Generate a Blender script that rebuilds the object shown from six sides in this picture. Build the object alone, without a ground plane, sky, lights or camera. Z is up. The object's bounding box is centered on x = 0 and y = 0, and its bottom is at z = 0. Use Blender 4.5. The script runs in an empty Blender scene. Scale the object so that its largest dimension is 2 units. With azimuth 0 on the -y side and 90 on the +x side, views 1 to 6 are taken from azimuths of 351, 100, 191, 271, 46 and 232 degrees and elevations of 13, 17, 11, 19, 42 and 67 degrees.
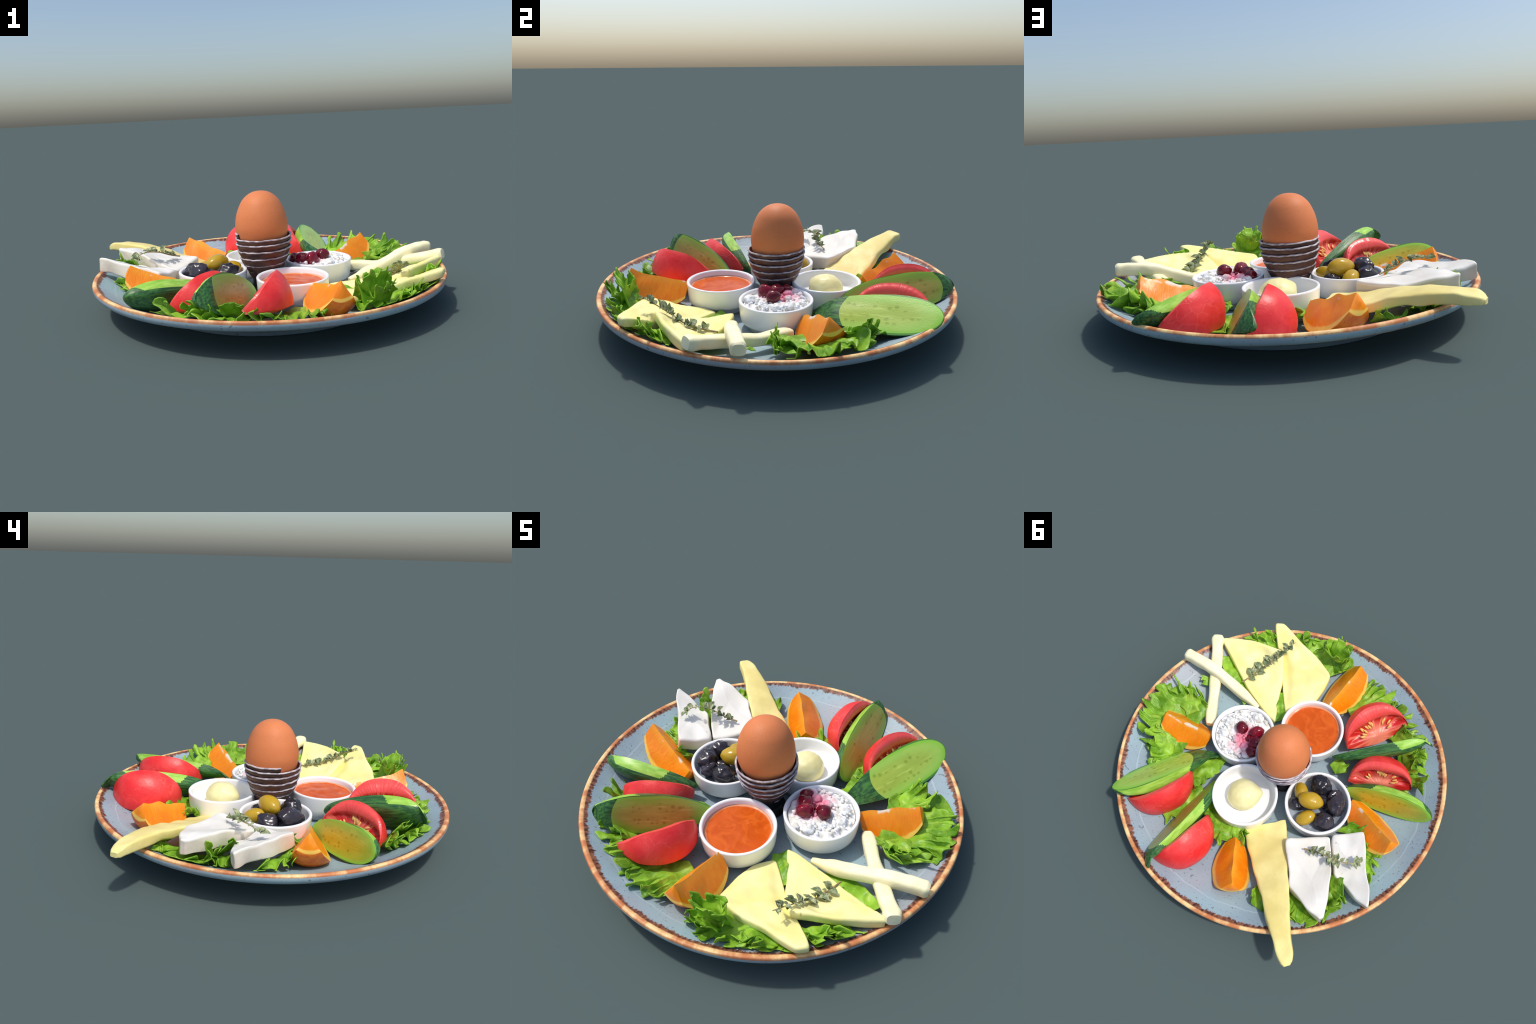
# Breakfast platter: a speckled blue stoneware plate carrying an egg in a coiled cup,
# four white ramekins, cheeses, fruit and vegetable wedges, lettuce and thyme.
import bpy, bmesh, math, random
from mathutils import Vector, Matrix, noise, Quaternion

RNG = random.Random(11)
TAU = math.tau


# ------------------------------------------------------------------ helpers
def lin(r, g, b):
    f = lambda c: (c / 255 / 12.92) if c / 255 <= 0.04045 else ((c / 255 + 0.055) / 1.055) ** 2.4
    return (f(r), f(g), f(b), 1.0)


def lerp(a, b, t):
    return a + (b - a) * t


def smooth(a, b, x):
    t = min(1.0, max(0.0, (x - a) / (b - a)))
    return t * t * (3 - 2 * t)


def interp(table, x):
    if x <= table[0][0]:
        return table[0][1]
    for (x0, y0), (x1, y1) in zip(table, table[1:]):
        if x <= x1:
            return y0 + (y1 - y0) * (x - x0) / (x1 - x0)
    return table[-1][1]


def nz(p, s=1.0, o=0.0):
    return noise.noise((p[0] * s + o, p[1] * s - o * 0.7, p[2] * s + o * 1.3))


def spline(points, t):
    """Catmull-Rom through control points, t in 0..1."""
    pts = [Vector(p) for p in points]
    if len(pts) == 2:
        return pts[0].lerp(pts[1], t)
    n = len(pts) - 1
    k = min(int(t * n), n - 1)
    f = t * n - k
    p1, p2 = pts[k], pts[k + 1]
    p0 = pts[k - 1] if k else p1 * 2 - p2
    p3 = pts[k + 2] if k + 2 <= n else p2 * 2 - p1
    return 0.5 * ((2 * p1) + (p2 - p0) * f + (2 * p0 - 5 * p1 + 4 * p2 - p3) * f * f + (3 * p1 - p0 - 3 * p2 + p3) * f ** 3)


class Shape:
    """Collects vertices and faces (with a material slot) of one mesh."""

    def __init__(self):
        self.v, self.f, self.m = [], [], []

    def grid(self, nu, nv, fn, slot=0, wrap_u=False, wrap_v=False, flip=False):
        base = len(self.v)
        cu, cv = (nu if wrap_u else nu + 1), (nv if wrap_v else nv + 1)
        for i in range(cu):
            for j in range(cv):
                self.v.append(Vector(fn(i / nu, j / nv)))
        for i in range(nu):
            for j in range(nv):
                i2, j2 = (i + 1) % cu, (j + 1) % cv
                q = [base + i * cv + j, base + i2 * cv + j, base + i2 * cv + j2, base + i * cv + j2]
                self.f.append(q[::-1] if flip else q)
                self.m.append(slot(i / nu, j / nv) if callable(slot) else slot)
        return self

    def add(self, other, matrix=None):
        base = len(self.v)
        self.v += [matrix @ v if matrix else v.copy() for v in other.v]
        self.f += [[base + i for i in q] for q in other.f]
        self.m += other.m
        return self

    def move(self, fn):
        self.v = [Vector(fn(v)) for v in self.v]
        return self

    def mesh(self, name, mats, angle=None, weld=1e-4):
        me = bpy.data.meshes.new(name)
        me.from_pydata(self.v, [], self.f)
        for m in mats:
            me.materials.append(m)
        me.polygons.foreach_set("material_index", self.m)
        bm = bmesh.new()
        bm.from_mesh(me)
        if weld:
            bmesh.ops.remove_doubles(bm, verts=bm.verts, dist=weld)
            bmesh.ops.dissolve_degenerate(bm, edges=bm.edges, dist=weld * 0.2)
        bmesh.ops.recalc_face_normals(bm, faces=bm.faces)
        bm.to_mesh(me)
        bm.free()
        me.polygons.foreach_set("use_smooth", [True] * len(me.polygons))
        if angle:
            me.set_sharp_from_angle(angle=math.radians(angle))
        me.update()
        return me


def place(name, data, matrix=None, parent=None, label=None, category=None):
    ob = bpy.data.objects.new(name, data)
    bpy.context.scene.collection.objects.link(ob)
    if parent is not None:
        ob.parent = parent
    if matrix is not None:
        ob.matrix_local = matrix
    if label:
        ob["label"], ob["category"] = label, category
    return ob


def empty(name, loc, label, category):
    return place(name, None, Matrix.Translation(loc), None, label, category)


def frame(origin, x, z, scale=(1, 1, 1)):
    """Orthogonal frame: X along x, Z as near z as possible, scaled."""
    x = Vector(x).normalized()
    z = Vector(z)
    z = (z - x * z.dot(x)).normalized()
    y = z.cross(x)
    m = Matrix((x * scale[0], y * scale[1], z * scale[2])).transposed().to_4x4()
    m.translation = Vector(origin)
    return m


def lathe(profile, n=96, wobble=None):
    s = Shape()

    def fn(u, v):
        r, z = profile[round(v * (len(profile) - 1))]
        a = u * TAU
        if wobble:
            r, z = wobble(a, r, z)
        return (r * math.cos(a), r * math.sin(a), z)

    return s.grid(n, len(profile) - 1, fn, wrap_u=True)


def ball(nu=24, nv=16):
    return Shape().grid(nu, nv, lambda u, v: (math.sin(v * math.pi) * math.cos(u * TAU), math.sin(v * math.pi) * math.sin(u * TAU), -math.cos(v * math.pi)), wrap_u=True)


def tube(points, radius, n=8, steps=24):
    s = Shape()
    P = [spline(points, i / steps) for i in range(steps + 1)]

    def fn(u, v):
        i = round(u * steps)
        t = (P[min(i + 1, steps)] - P[max(i - 1, 0)]).normalized()
        a = t.orthogonal().normalized()
        if abs(t.z) < 0.9:
            a = t.cross(Vector((0, 0, 1))).normalized()
        b = t.cross(a)
        r = radius(u) if callable(radius) else radius
        return P[i] + (a * math.cos(v * TAU) + b * math.sin(v * TAU)) * r

    return s.grid(steps, n, fn, wrap_v=True)


# ------------------------------------------------------------------ materials
class Nodes:
    def __init__(self, name, rough=0.5, spec=0.5, **extra):
        self.mat = bpy.data.materials.new(name)
        self.mat.use_nodes = True
        self.t = self.mat.node_tree
        self.b = self.t.nodes["Principled BSDF"]
        self.out = self.t.nodes["Material Output"]
        self.b.inputs["Roughness"].default_value = rough
        self.b.inputs["Specular IOR Level"].default_value = spec
        for k, v in extra.items():
            self.b.inputs[k.replace("_", " ")].default_value = v
        self.co = self.n("ShaderNodeTexCoord").outputs["Object"]

    def n(self, kind, **props):
        x = self.t.nodes.new(kind)
        for k, v in props.items():
            setattr(x, k, v)
        return x

    def set(self, sock, val):
        if isinstance(val, bpy.types.NodeSocket):
            self.t.links.new(val, sock)
        else:
            sock.default_value = val

    def math(self, op, a, b=0.0, c=0.0, clamp=False):
        x = self.n("ShaderNodeMath", operation=op, use_clamp=clamp)
        for s, v in zip(x.inputs, (a, b, c)):
            self.set(s, v)
        return x.outputs[0]

    def noise(self, scale, detail=3.0, vec=None, rough=0.55, dist=0.0):
        x = self.n("ShaderNodeTexNoise")
        self.set(x.inputs["Vector"], vec or self.co)
        x.inputs["Scale"].default_value = scale
        x.inputs["Detail"].default_value = detail
        x.inputs["Roughness"].default_value = rough
        x.inputs["Distortion"].default_value = dist
        return x.outputs["Fac"]

    def voronoi(self, scale, vec=None, feature="F1", out="Distance", rnd=1.0):
        x = self.n("ShaderNodeTexVoronoi", feature=feature)
        self.set(x.inputs["Vector"], vec or self.co)
        x.inputs["Scale"].default_value = scale
        x.inputs["Randomness"].default_value = rnd
        return x.outputs[out]

    def scaled(self, sx, sy, sz, vec=None):
        x = self.n("ShaderNodeMapping")
        self.set(x.inputs["Vector"], vec or self.co)
        x.inputs["Scale"].default_value = (sx, sy, sz)
        return x.outputs[0]

    def shifted(self, vec=None, amount=37.0):
        """Offsets the coordinates per object, so that repeats differ."""
        r = self.n("ShaderNodeObjectInfo").outputs["Random"]
        x = self.n("ShaderNodeVectorMath", operation="ADD")
        self.set(x.inputs[0], vec or self.co)
        self.set(x.inputs[1], self.math("MULTIPLY", r, amount))
        return x.outputs[0]

    def xyz(self, vec=None):
        x = self.n("ShaderNodeSeparateXYZ")
        self.set(x.inputs[0], vec or self.co)
        return x.outputs

    def combine(self, a, b, c):
        x = self.n("ShaderNodeCombineXYZ")
        for s, v in zip(x.inputs, (a, b, c)):
            self.set(s, v)
        return x.outputs[0]

    def step(self, val, lo, hi):
        x = self.n("ShaderNodeMapRange", interpolation_type="SMOOTHSTEP")
        for s, v in zip(x.inputs, (val, lo, hi, 0.0, 1.0)):
            self.set(s, v)
        return x.outputs[0]

    def mix(self, fac, a, b, mode="MIX"):
        x = self.n("ShaderNodeMix", data_type="RGBA", blend_type=mode)
        self.set(x.inputs[0], fac)
        self.set(x.inputs[6], a)
        self.set(x.inputs[7], b)
        return x.outputs[2]

    def color(self, c):
        self.set(self.b.inputs["Base Color"], c)
        return self

    def bump(self, height, strength=0.3, dist=0.01):
        x = self.n("ShaderNodeBump")
        x.inputs["Strength"].default_value = strength
        x.inputs["Distance"].default_value = dist
        self.set(x.inputs["Height"], height)
        self.t.links.new(x.outputs[0], self.b.inputs["Normal"])
        return self

    def translucent(self, col, fac):
        tr = self.n("ShaderNodeBsdfTranslucent")
        self.set(tr.inputs["Color"], col)
        mx = self.n("ShaderNodeMixShader")
        mx.inputs[0].default_value = fac
        self.t.links.new(self.b.outputs[0], mx.inputs[1])
        self.t.links.new(tr.outputs[0], mx.inputs[2])
        self.t.links.new(mx.outputs[0], self.out.inputs["Surface"])
        return self


def plate_material():
    N = Nodes("speckled_glaze", 0.45, 0.35)
    x, y, z = N.xyz()
    r = N.math("SQRT", N.math("ADD", N.math("MULTIPLY", x, x), N.math("MULTIPLY", y, y)))
    cloud = N.noise(3.0, 4)
    base = N.mix(N.step(cloud, 0.35, 0.65), lin(148, 166, 178), lin(158, 184, 192))
    base = N.mix(N.step(N.noise(1.7, 2), 0.5, 0.7), base, lin(162, 170, 178))
    fleck = N.math("MAXIMUM", N.step(N.noise(85, 2, rough=0.7), 0.63, 0.69), N.step(N.noise(40, 1), 0.70, 0.74))
    base = N.mix(N.math("MULTIPLY", fleck, 0.6), base, lin(92, 94, 104))
    # faint pale tide line inside the rim
    ang = N.math("ARCTAN2", y, x)
    wob = N.math("MULTIPLY", N.math("SUBTRACT", N.noise(6, 4), 0.5), 0.05)
    tide = N.math("ABSOLUTE", N.math("SUBTRACT", N.math("ADD", r, wob), 0.885))
    base = N.mix(N.math("MULTIPLY", N.math("SUBTRACT", 1.0, N.step(tide, 0.0015, 0.005)), 0.35), base, lin(196, 214, 224))
    # feathered brown edge: radial streaks whose depth wanders round the rim
    ring = N.combine(N.math("COSINE", ang), N.math("SINE", ang), N.math("MULTIPLY", r, 0.6))
    jag = N.math("ADD", N.math("MULTIPLY", N.math("SUBTRACT", N.noise(9, 3, ring), 0.5), 0.050), N.math("MULTIPLY", N.math("SUBTRACT", N.noise(70, 4, ring, rough=0.7), 0.5), 0.050))
    inner = N.step(N.math("ADD", r, jag), 0.951, 0.961)
    brown = N.mix(N.step(N.noise(60, 4, ring), 0.35, 0.65), lin(74, 42, 36), lin(150, 98, 74))
    gold = N.mix(N.step(N.noise(13, 4, ring), 0.36, 0.66), lin(204, 126, 76), lin(255, 216, 152))  # pale end of the mix paints bright highlights along the lip
    band = N.mix(N.step(N.math("ADD", r, N.math("MULTIPLY", jag, 0.12)), 0.972, 0.980), brown, gold)
    lipfade = N.step(N.math("ADD", r, N.math("MULTIPLY", jag, 0.1)), 0.9965, 0.9995)
    band = N.mix(N.math("MULTIPLY", lipfade, 0.6), band, lin(150, 92, 66))
    zt = N.math("ADD", z, N.math("ADD", N.math("MULTIPLY", x, 0.007), N.math("MULTIPLY", y, 0.001)))
    below = N.step(zt, 0.172, 0.178)     # band ends just under the lip on the outer wall
    outside = N.step(r, 0.985, 0.987)
    mask = N.math("MULTIPLY", N.math("MULTIPLY", inner, N.step(zt, 0.140, 0.146)), N.math("MAXIMUM", below, N.math("SUBTRACT", 1.0, outside)))
    N.color(N.mix(mask, base, band))
    N.bump(N.noise(26, 4), 0.12, 0.01)
    return N.mat


def simple(name, c1, c2, scale, rough, spec=0.5, bump=0.0, bscale=None, detail=4, lo=0.35, hi=0.65, shift=True, **extra):
    N = Nodes(name, rough, spec, **extra)
    co = N.shifted() if shift else N.co
    N.color(N.mix(N.step(N.noise(scale, detail, co), lo, hi), lin(*c1), lin(*c2)))
    if bump:
        N.bump(N.noise(bscale or scale * 3, 4, co), bump, 0.01)
    return N.mat


def egg_material():
    N = Nodes("brown_eggshell", 0.55, 0.3)
    c = N.mix(N.noise(6, 3), lin(214, 122, 74), lin(226, 138, 86))
    spots = N.step(N.noise(160, 2), 0.6, 0.7)
    c = N.mix(N.math("MULTIPLY", spots, 0.35), c, lin(176, 94, 56))
    N.color(c)
    N.bump(N.noise(170, 2), 0.12, 0.004)
    return N.mat


def orange_flesh_material():
    N = Nodes("orange_flesh", 0.35, 0.5, Subsurface_Weight=0.12, Subsurface_Radius=(0.06, 0.03, 0.01), Subsurface_Scale=0.3)
    x, y, z = N.xyz()
    rad = N.math("SQRT", N.math("ADD", N.math("MULTIPLY", y, y), N.math("MULTIPLY", z, z)))
    bulge = N.math("SQRT", N.math("SUBTRACT", 1.0, N.math("MULTIPLY", N.math("MULTIPLY", x, x), 0.72)))
    rho = N.math("DIVIDE", rad, bulge)
    fib = N.noise(1.0, 4, N.shifted(N.combine(N.math("MULTIPLY", x, 14.0), N.math("MULTIPLY", rad, 3.0), N.math("MULTIPLY", y, 3.0))), dist=0.8)
    c = N.mix(N.step(fib, 0.2, 0.8), lin(248, 128, 6), lin(255, 152, 16))
    c = N.mix(N.math("MULTIPLY", N.step(rho, 0.35, 0.0), 0.55), c, lin(255, 172, 46))
    wob = N.math("MULTIPLY", N.math("SUBTRACT", N.noise(5, 3, N.shifted()), 0.5), 0.10)
    rr = N.math("ADD", rho, wob)
    c = N.mix(N.math("MULTIPLY", N.step(rr, 0.80, 0.88), 0.85), c, lin(252, 208, 96))
    c = N.mix(N.step(rr, 0.985, 1.005), c, lin(248, 142, 26))
    # a scrap of white pith on the ridge
    patch = N.math("MULTIPLY", N.step(rho, 0.16, 0.04), N.step(N.noise(2.2, 2, N.shifted()), 0.60, 0.68))
    c = N.mix(patch, c, lin(250, 232, 214))
    N.color(c)
    N.bump(fib, 0.2, 0.01)
    return N.mat


def tomato_flesh_material():
    N = Nodes("tomato_flesh", 0.3, 0.5, Subsurface_Weight=0.1, Subsurface_Radius=(0.06, 0.015, 0.01), Subsurface_Scale=0.3)
    x, y, z = N.xyz()
    rad = N.math("SQRT", N.math("ADD", N.math("MULTIPLY", y, y), N.math("MULTIPLY", z, z)))
    ax = N.math("ABSOLUTE", x)
    bulge = N.math("POWER", N.math("MAXIMUM", N.math("SUBTRACT", 1.0, N.math("POWER", ax, 2.2)), 0.001), 0.5)
    rho = N.math("DIVIDE", rad, bulge)
    ang = N.math("ARCTAN2", z, x)
    rays = N.noise(1.0, 3, N.shifted(N.combine(N.math("MULTIPLY", ang, 7.0), N.math("MULTIPLY", rad, 1.2), 0.0)), dist=0.4)
    pulp = N.mix(N.step(rays, 0.45, 0.68), lin(206, 38, 36), lin(244, 132, 108))
    core = N.step(N.math("SQRT", N.math("ADD", N.math("MULTIPLY", N.math("MULTIPLY", x, x), 0.9), N.math("MULTIPLY", rad, rad))), 0.55, 0.2)
    pulp = N.mix(N.math("MULTIPLY", core, 0.75), pulp, lin(246, 150, 122))
    wall = N.mix(N.noise(5, 3, N.shifted()), lin(240, 66, 64), lin(250, 98, 92))
    mask = N.step(N.math("ADD", rho, N.math("MULTIPLY", N.math("SUBTRACT", rays, 0.5), 0.06)), 0.55, 0.62)
    N.color(N.mix(mask, pulp, wall))
    N.bump(rays, 0.25, 0.02)
    return N.mat


def tomato_skin_material():
    N = Nodes("tomato_skin", 0.4, 0.45)
    co = N.shifted()
    c = N.mix(N.step(N.noise(2.0, 3, co), 0.3, 0.7), lin(232, 44, 46), lin(250, 70, 66))
    vein = N.step(N.voronoi(4.0, N.mix(0.2, co, N.noise(4, 2, co)), "DISTANCE_TO_EDGE"), 0.045, 0.0)
    vein = N.math("MULTIPLY", vein, N.step(N.noise(1.3, 2, co), 0.45, 0.62))
    c = N.mix(N.math("MULTIPLY", vein, 0.28), c, lin(255, 132, 118))
    c = N.mix(N.math("MULTIPLY", N.step(N.noise(38, 3, co), 0.58, 0.72), 0.3), c, lin(255, 110, 96))
    N.color(c)
    N.bump(N.noise(7, 3, co), 0.1, 0.02)
    return N.mat


def cucumber_flesh_material(name, mid, rim, seedc):
    N = Nodes(name, 0.3, 0.5, Subsurface_Weight=0.1, Subsurface_Radius=(0.03, 0.05, 0.01), Subsurface_Scale=0.3)
    x, y, z = N.xyz()
    d = N.math("SQRT", N.math("ADD", N.math("POWER", N.math("ABSOLUTE", x), 3.2), N.math("MULTIPLY", z, z)))
    co = N.shifted()
    seedco = N.scaled(9.5, 0.0, 3.4, co)
    seed = N.step(N.voronoi(1.0, seedco, rnd=0.6), 0.40, 0.24)
    c = N.mix(N.step(d, 0.35, 0.75), lin(*mid), lin(*rim))
    c = N.mix(N.math("MULTIPLY", N.step(N.noise(2.5, 3, co), 0.4, 0.62), 0.35), c, lin(*[min(255, k + 20) for k in mid]))
    inside = N.step(d, 0.66, 0.50)
    ring = N.math("MULTIPLY", inside, N.step(N.math("ABSOLUTE", z), 0.10, 0.2))
    c = N.mix(N.math("MULTIPLY", N.math("MULTIPLY", seed, ring), 0.55), c, lin(*seedc))
    streak = N.math("MULTIPLY", inside, N.step(N.noise(1.0, 3, N.scaled(2.5, 2.0, 11.0, co)), 0.58, 0.7))
    c = N.mix(N.math("MULTIPLY", streak, 0.5), c, lin(*[min(255, k + 44) for k in mid]))
    c = N.mix(N.step(d, 0.78, 0.93), c, lin(150, 208, 70))
    c = N.mix(N.step(d, 0.965, 0.99), c, lin(84, 146, 54))
    N.color(c)
    N.bump(N.noise(30, 3, co), 0.1, 0.01)
    return N.mat


def cucumber_skin_material():
    N = Nodes("cucumber_skin", 0.4, 0.5)
    co = N.shifted()
    c = N.mix(N.step(N.noise(1.0, 4, N.scaled(2.0, 9.0, 9.0, co)), 0.35, 0.68), lin(36, 82, 44), lin(76, 132, 58))
    c = N.mix(N.math("MULTIPLY", N.step(N.noise(22, 2, co), 0.66, 0.72), 0.5), c, lin(142, 182, 104))
    N.color(c)
    N.bump(N.noise(9, 3, co), 0.15, 0.01)
    return N.mat


def lettuce_material():
    N = Nodes("lettuce_blade", 0.4, 0.4)
    co = N.shifted()
    c = N.mix(N.step(N.noise(7, 4, co), 0.32, 0.66), lin(104, 160, 34), lin(168, 218, 64))
    c = N.mix(N.math("MULTIPLY", N.step(N.noise(18, 3, co), 0.52, 0.7), 0.6), c, lin(196, 228, 88))
    vein = N.step(N.voronoi(16, co, "DISTANCE_TO_EDGE"), 0.03, 0.0)
    c = N.mix(N.math("MULTIPLY", vein, 0.3), c, lin(200, 226, 120))
    N.color(c).bump(N.noise(40, 3, co), 0.35, 0.01)
    N.translucent(c, 0.22)
    return N.mat


def cheese_material(name, c1, c2, tint):
    N = Nodes(name, 0.45, 0.35, Subsurface_Weight=0.1, Subsurface_Radius=(0.05, 0.04, 0.02), Subsurface_Scale=0.3)
    co = N.shifted()
    c = N.mix(N.step(N.noise(5, 4, co), 0.35, 0.65), lin(*c1), lin(*c2))
    c = N.mix(N.math("MULTIPLY", N.step(N.noise(40, 3, co), 0.62, 0.75), 0.35), c, lin(*tint))
    pit = N.step(N.voronoi(9, N.scaled(1, 1, 0.2, co), rnd=1.0), 0.06, 0.02)
    pit = N.math("MULTIPLY", pit, N.step(N.noise(3, 1, co), 0.56, 0.6))
    c = N.mix(N.math("MULTIPLY", pit, 0.5), c, lin(150, 136, 88))
    N.color(c).bump(N.noise(34, 4, co), 0.2, 0.01)
    return N.mat


def curd_material():
    N = Nodes("stained_curd", 0.5, 0.35)
    x, y, z = N.xyz()
    dx, dy = N.math("ADD", x, 0.060), N.math("ADD", y, -0.005)
    d = N.math("SQRT", N.math("ADD", N.math("MULTIPLY", dx, dx), N.math("MULTIPLY", dy, dy)))
    d = N.math("ADD", d, N.math("MULTIPLY", N.math("SUBTRACT", N.noise(22, 3), 0.5), 0.11))
    white = N.mix(N.step(N.noise(36, 4), 0.36, 0.58), lin(222, 218, 206), lin(252, 252, 250))
    pink = N.mix(N.noise(50, 3), lin(226, 96, 128), lin(246, 176, 192))
    N.color(N.mix(N.step(d, 0.13, 0.06), white, pink))
    N.bump(N.noise(60, 4), 0.3, 0.01)
    return N.mat


def jam_material():
    N = Nodes("apricot_jam", 0.22, 0.25)
    x, y, z = N.xyz()
    r = N.math("SQRT", N.math("ADD", N.math("MULTIPLY", x, x), N.math("MULTIPLY", y, y)))
    c = N.mix(N.step(N.noise(9, 3, dist=1.5), 0.35, 0.65), lin(202, 84, 20), lin(220, 102, 32))
    c = N.mix(N.math("MULTIPLY", N.step(N.noise(7, 2, dist=2.0), 0.58, 0.7), 0.4), c, lin(186, 70, 16))
    rr = N.math("ADD", r, N.math("MULTIPLY", N.math("SUBTRACT", N.noise(14, 3), 0.5), 0.016))
    c = N.mix(N.math("MULTIPLY", N.step(rr, 0.160, 0.168), 0.8), c, lin(236, 172, 134))
    N.color(c).bump(N.noise(14, 2, dist=1.0), 0.15, 0.01)
    return N.mat


M_PLATE = plate_material()
M_EGG = egg_material()
M_ORANGE = orange_flesh_material()
M_PEEL = simple("orange_peel", (226, 98, 8), (244, 132, 16), 5, 0.4, 0.45, 0.35, 26)
M_TOMATO = tomato_flesh_material()
M_TSKIN = tomato_skin_material()
M_SEED = simple("tomato_seed", (236, 170, 92), (250, 200, 120), 3, 0.35)
M_CUC = cucumber_flesh_material("cucumber_flesh", (170, 194, 76), (166, 210, 90), (124, 156, 36))
M_CUC_BROWNISH = cucumber_flesh_material("brownish_cucumber_flesh", (170, 164, 72), (150, 192, 66), (132, 122, 36))  # browner, duller centre used on the second and third slices
M_CUC_YELLOW = cucumber_flesh_material("yellow_cucumber_flesh", (186, 174, 48), (158, 182, 56), (146, 130, 26))
M_CSKIN = cucumber_skin_material()
M_CPALE = simple("cucumber_rind_cut", (140, 196, 62), (176, 220, 96), 4, 0.35)
M_LETTUCE = lettuce_material()
M_YELLOW = cheese_material("yellow_cheese", (252, 238, 150), (255, 246, 176), (240, 222, 132))
M_AGED = cheese_material("aged_cheese", (238, 218, 134), (252, 236, 158), (226, 204, 118))
M_STRING = cheese_material("string_cheese", (250, 240, 190), (255, 247, 210), (236, 224, 164))
M_BRIE = cheese_material("white_rind", (238, 233, 220), (246, 243, 234), (214, 206, 188))
M_PASTE = cheese_material("soft_paste", (222, 212, 194), (238, 230, 214), (202, 186, 160))
M_PORC = simple("white_porcelain", (248, 247, 246), (252, 252, 252), 3, 0.2, 0.5)
M_CUP = simple("dark_coconut_wood", (64, 44, 42), (104, 68, 56), 9, 0.5, 0.4, 0.35, 30)
M_LIP = simple("worn_pale_edge", (146, 134, 142), (208, 200, 204), 30, 0.5, 0.4, 0.3, 60)
M_FOOT = simple("black_foot", (24, 22, 26), (40, 36, 40), 8, 0.35, 0.5)
M_CURD = curd_material()
M_CHERRY = simple("sour_cherry", (92, 8, 24), (136, 18, 40), 12, 0.14, 0.5)
M_JAM = jam_material()
M_BUTTER = simple("butter_cream", (240, 228, 156), (250, 242, 184), 8, 0.4, 0.4, 0.15, 20)
M_GREENOL = simple("green_olive", (158, 122, 20), (192, 156, 38), 2.0, 0.2, 0.5, 0.15, 5)
M_BLACKOL = simple("black_olive", (34, 32, 40), (60, 54, 62), 3.0, 0.22, 0.55, 0.3, 5)
M_BOWL_SHADE = simple("painted_bowl_shade", (120, 130, 142), (160, 170, 180), 12, 0.15, 0.5)  # blue-grey of white porcelain lying in shadow, put into the colour
M_STEM = simple("thyme_stem", (142, 124, 86), (170, 150, 106), 20, 0.6)
M_THYME = simple("thyme_leaf", (104, 126, 84), (182, 184, 142), 3, 0.55, 0.3)


# ------------------------------------------------------------------ plate
PLATE_TOP = [(0.0, 0.040), (0.4, 0.042), (0.55, 0.052), (0.70, 0.070), (0.80, 0.100), (0.88, 0.135), (0.92, 0.154), (0.955, 0.173), (0.972, 0.183)]


def plate_z(x, y):
    return interp(PLATE_TOP, math.hypot(x, y)) + tilt(x, y)


def tilt(x, y):
    return -0.007 * x - 0.001 * y


def build_plate():
    prof = [(0.0001, 0.040)] + [(r, interp(PLATE_TOP, r)) for r in (0.15, 0.3, 0.45, 0.55, 0.62, 0.68, 0.74, 0.79, 0.84, 0.88, 0.91, 0.935, 0.955, 0.972)]
    prof += [(0.981, 0.187), (0.989, 0.189), (0.996, 0.186), (1.000, 0.178), (1.000, 0.165), (0.995, 0.150), (0.980, 0.138), (0.94, 0.127), (0.88, 0.106), (0.79, 0.074), (0.71, 0.046), (0.672, 0.020), (0.662, 0.003), (0.655, 0.0), (0.63, 0.0), (0.615, 0.008), (0.60, 0.014), (0.3, 0.016), (0.0001, 0.016)]

    def wob(a, r, z):
        k = smooth(0.5, 1.0, r)
        up = smooth(0.03, 0.1, z) if r > 0.5 else (1.0 if z > 0.05 else 0.0)
        return r * (1 + k * 0.0012 * math.sin(5 * a) - k * 0.0018 * math.sin(a)), z + k * 0.002 * math.sin(3 * a + 1) * up + up * tilt(r * math.cos(a), r * math.sin(a))

    s = lathe(prof, 160, wob)
    place("plate", s.mesh("plate", [M_PLATE], 50), None, None, "round blue-grey speckled stoneware plate with brown rim", "plate")


# ------------------------------------------------------------------ egg and cup
CUP = Vector((-0.021, -0.004, 0.0))


def build_egg():
    prof = [(0.0001, 0.240), (0.035, 0.246), (0.068, 0.262), (0.098, 0.288), (0.124, 0.325), (0.140, 0.360), (0.148, 0.395), (0.151, 0.425), (0.1495, 0.452), (0.145, 0.482), (0.1365, 0.515), (0.121, 0.552), (0.105, 0.580), (0.082, 0.604), (0.056, 0.621), (0.028, 0.630), (0.0001, 0.632)]
    s = lathe([spline([(r, 0, z) for r, z in prof], i / 48).xz for i in range(49)], 64)
    s.move(lambda v: (v.x + 0.012 * smooth(0.45, 0.24, v.z), v.y, v.z))
    place("egg", s.mesh("egg", [M_EGG]), Matrix.Translation((-0.029, 0.002, 0)), None, "whole brown boiled egg with matte shell", "egg")


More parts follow.
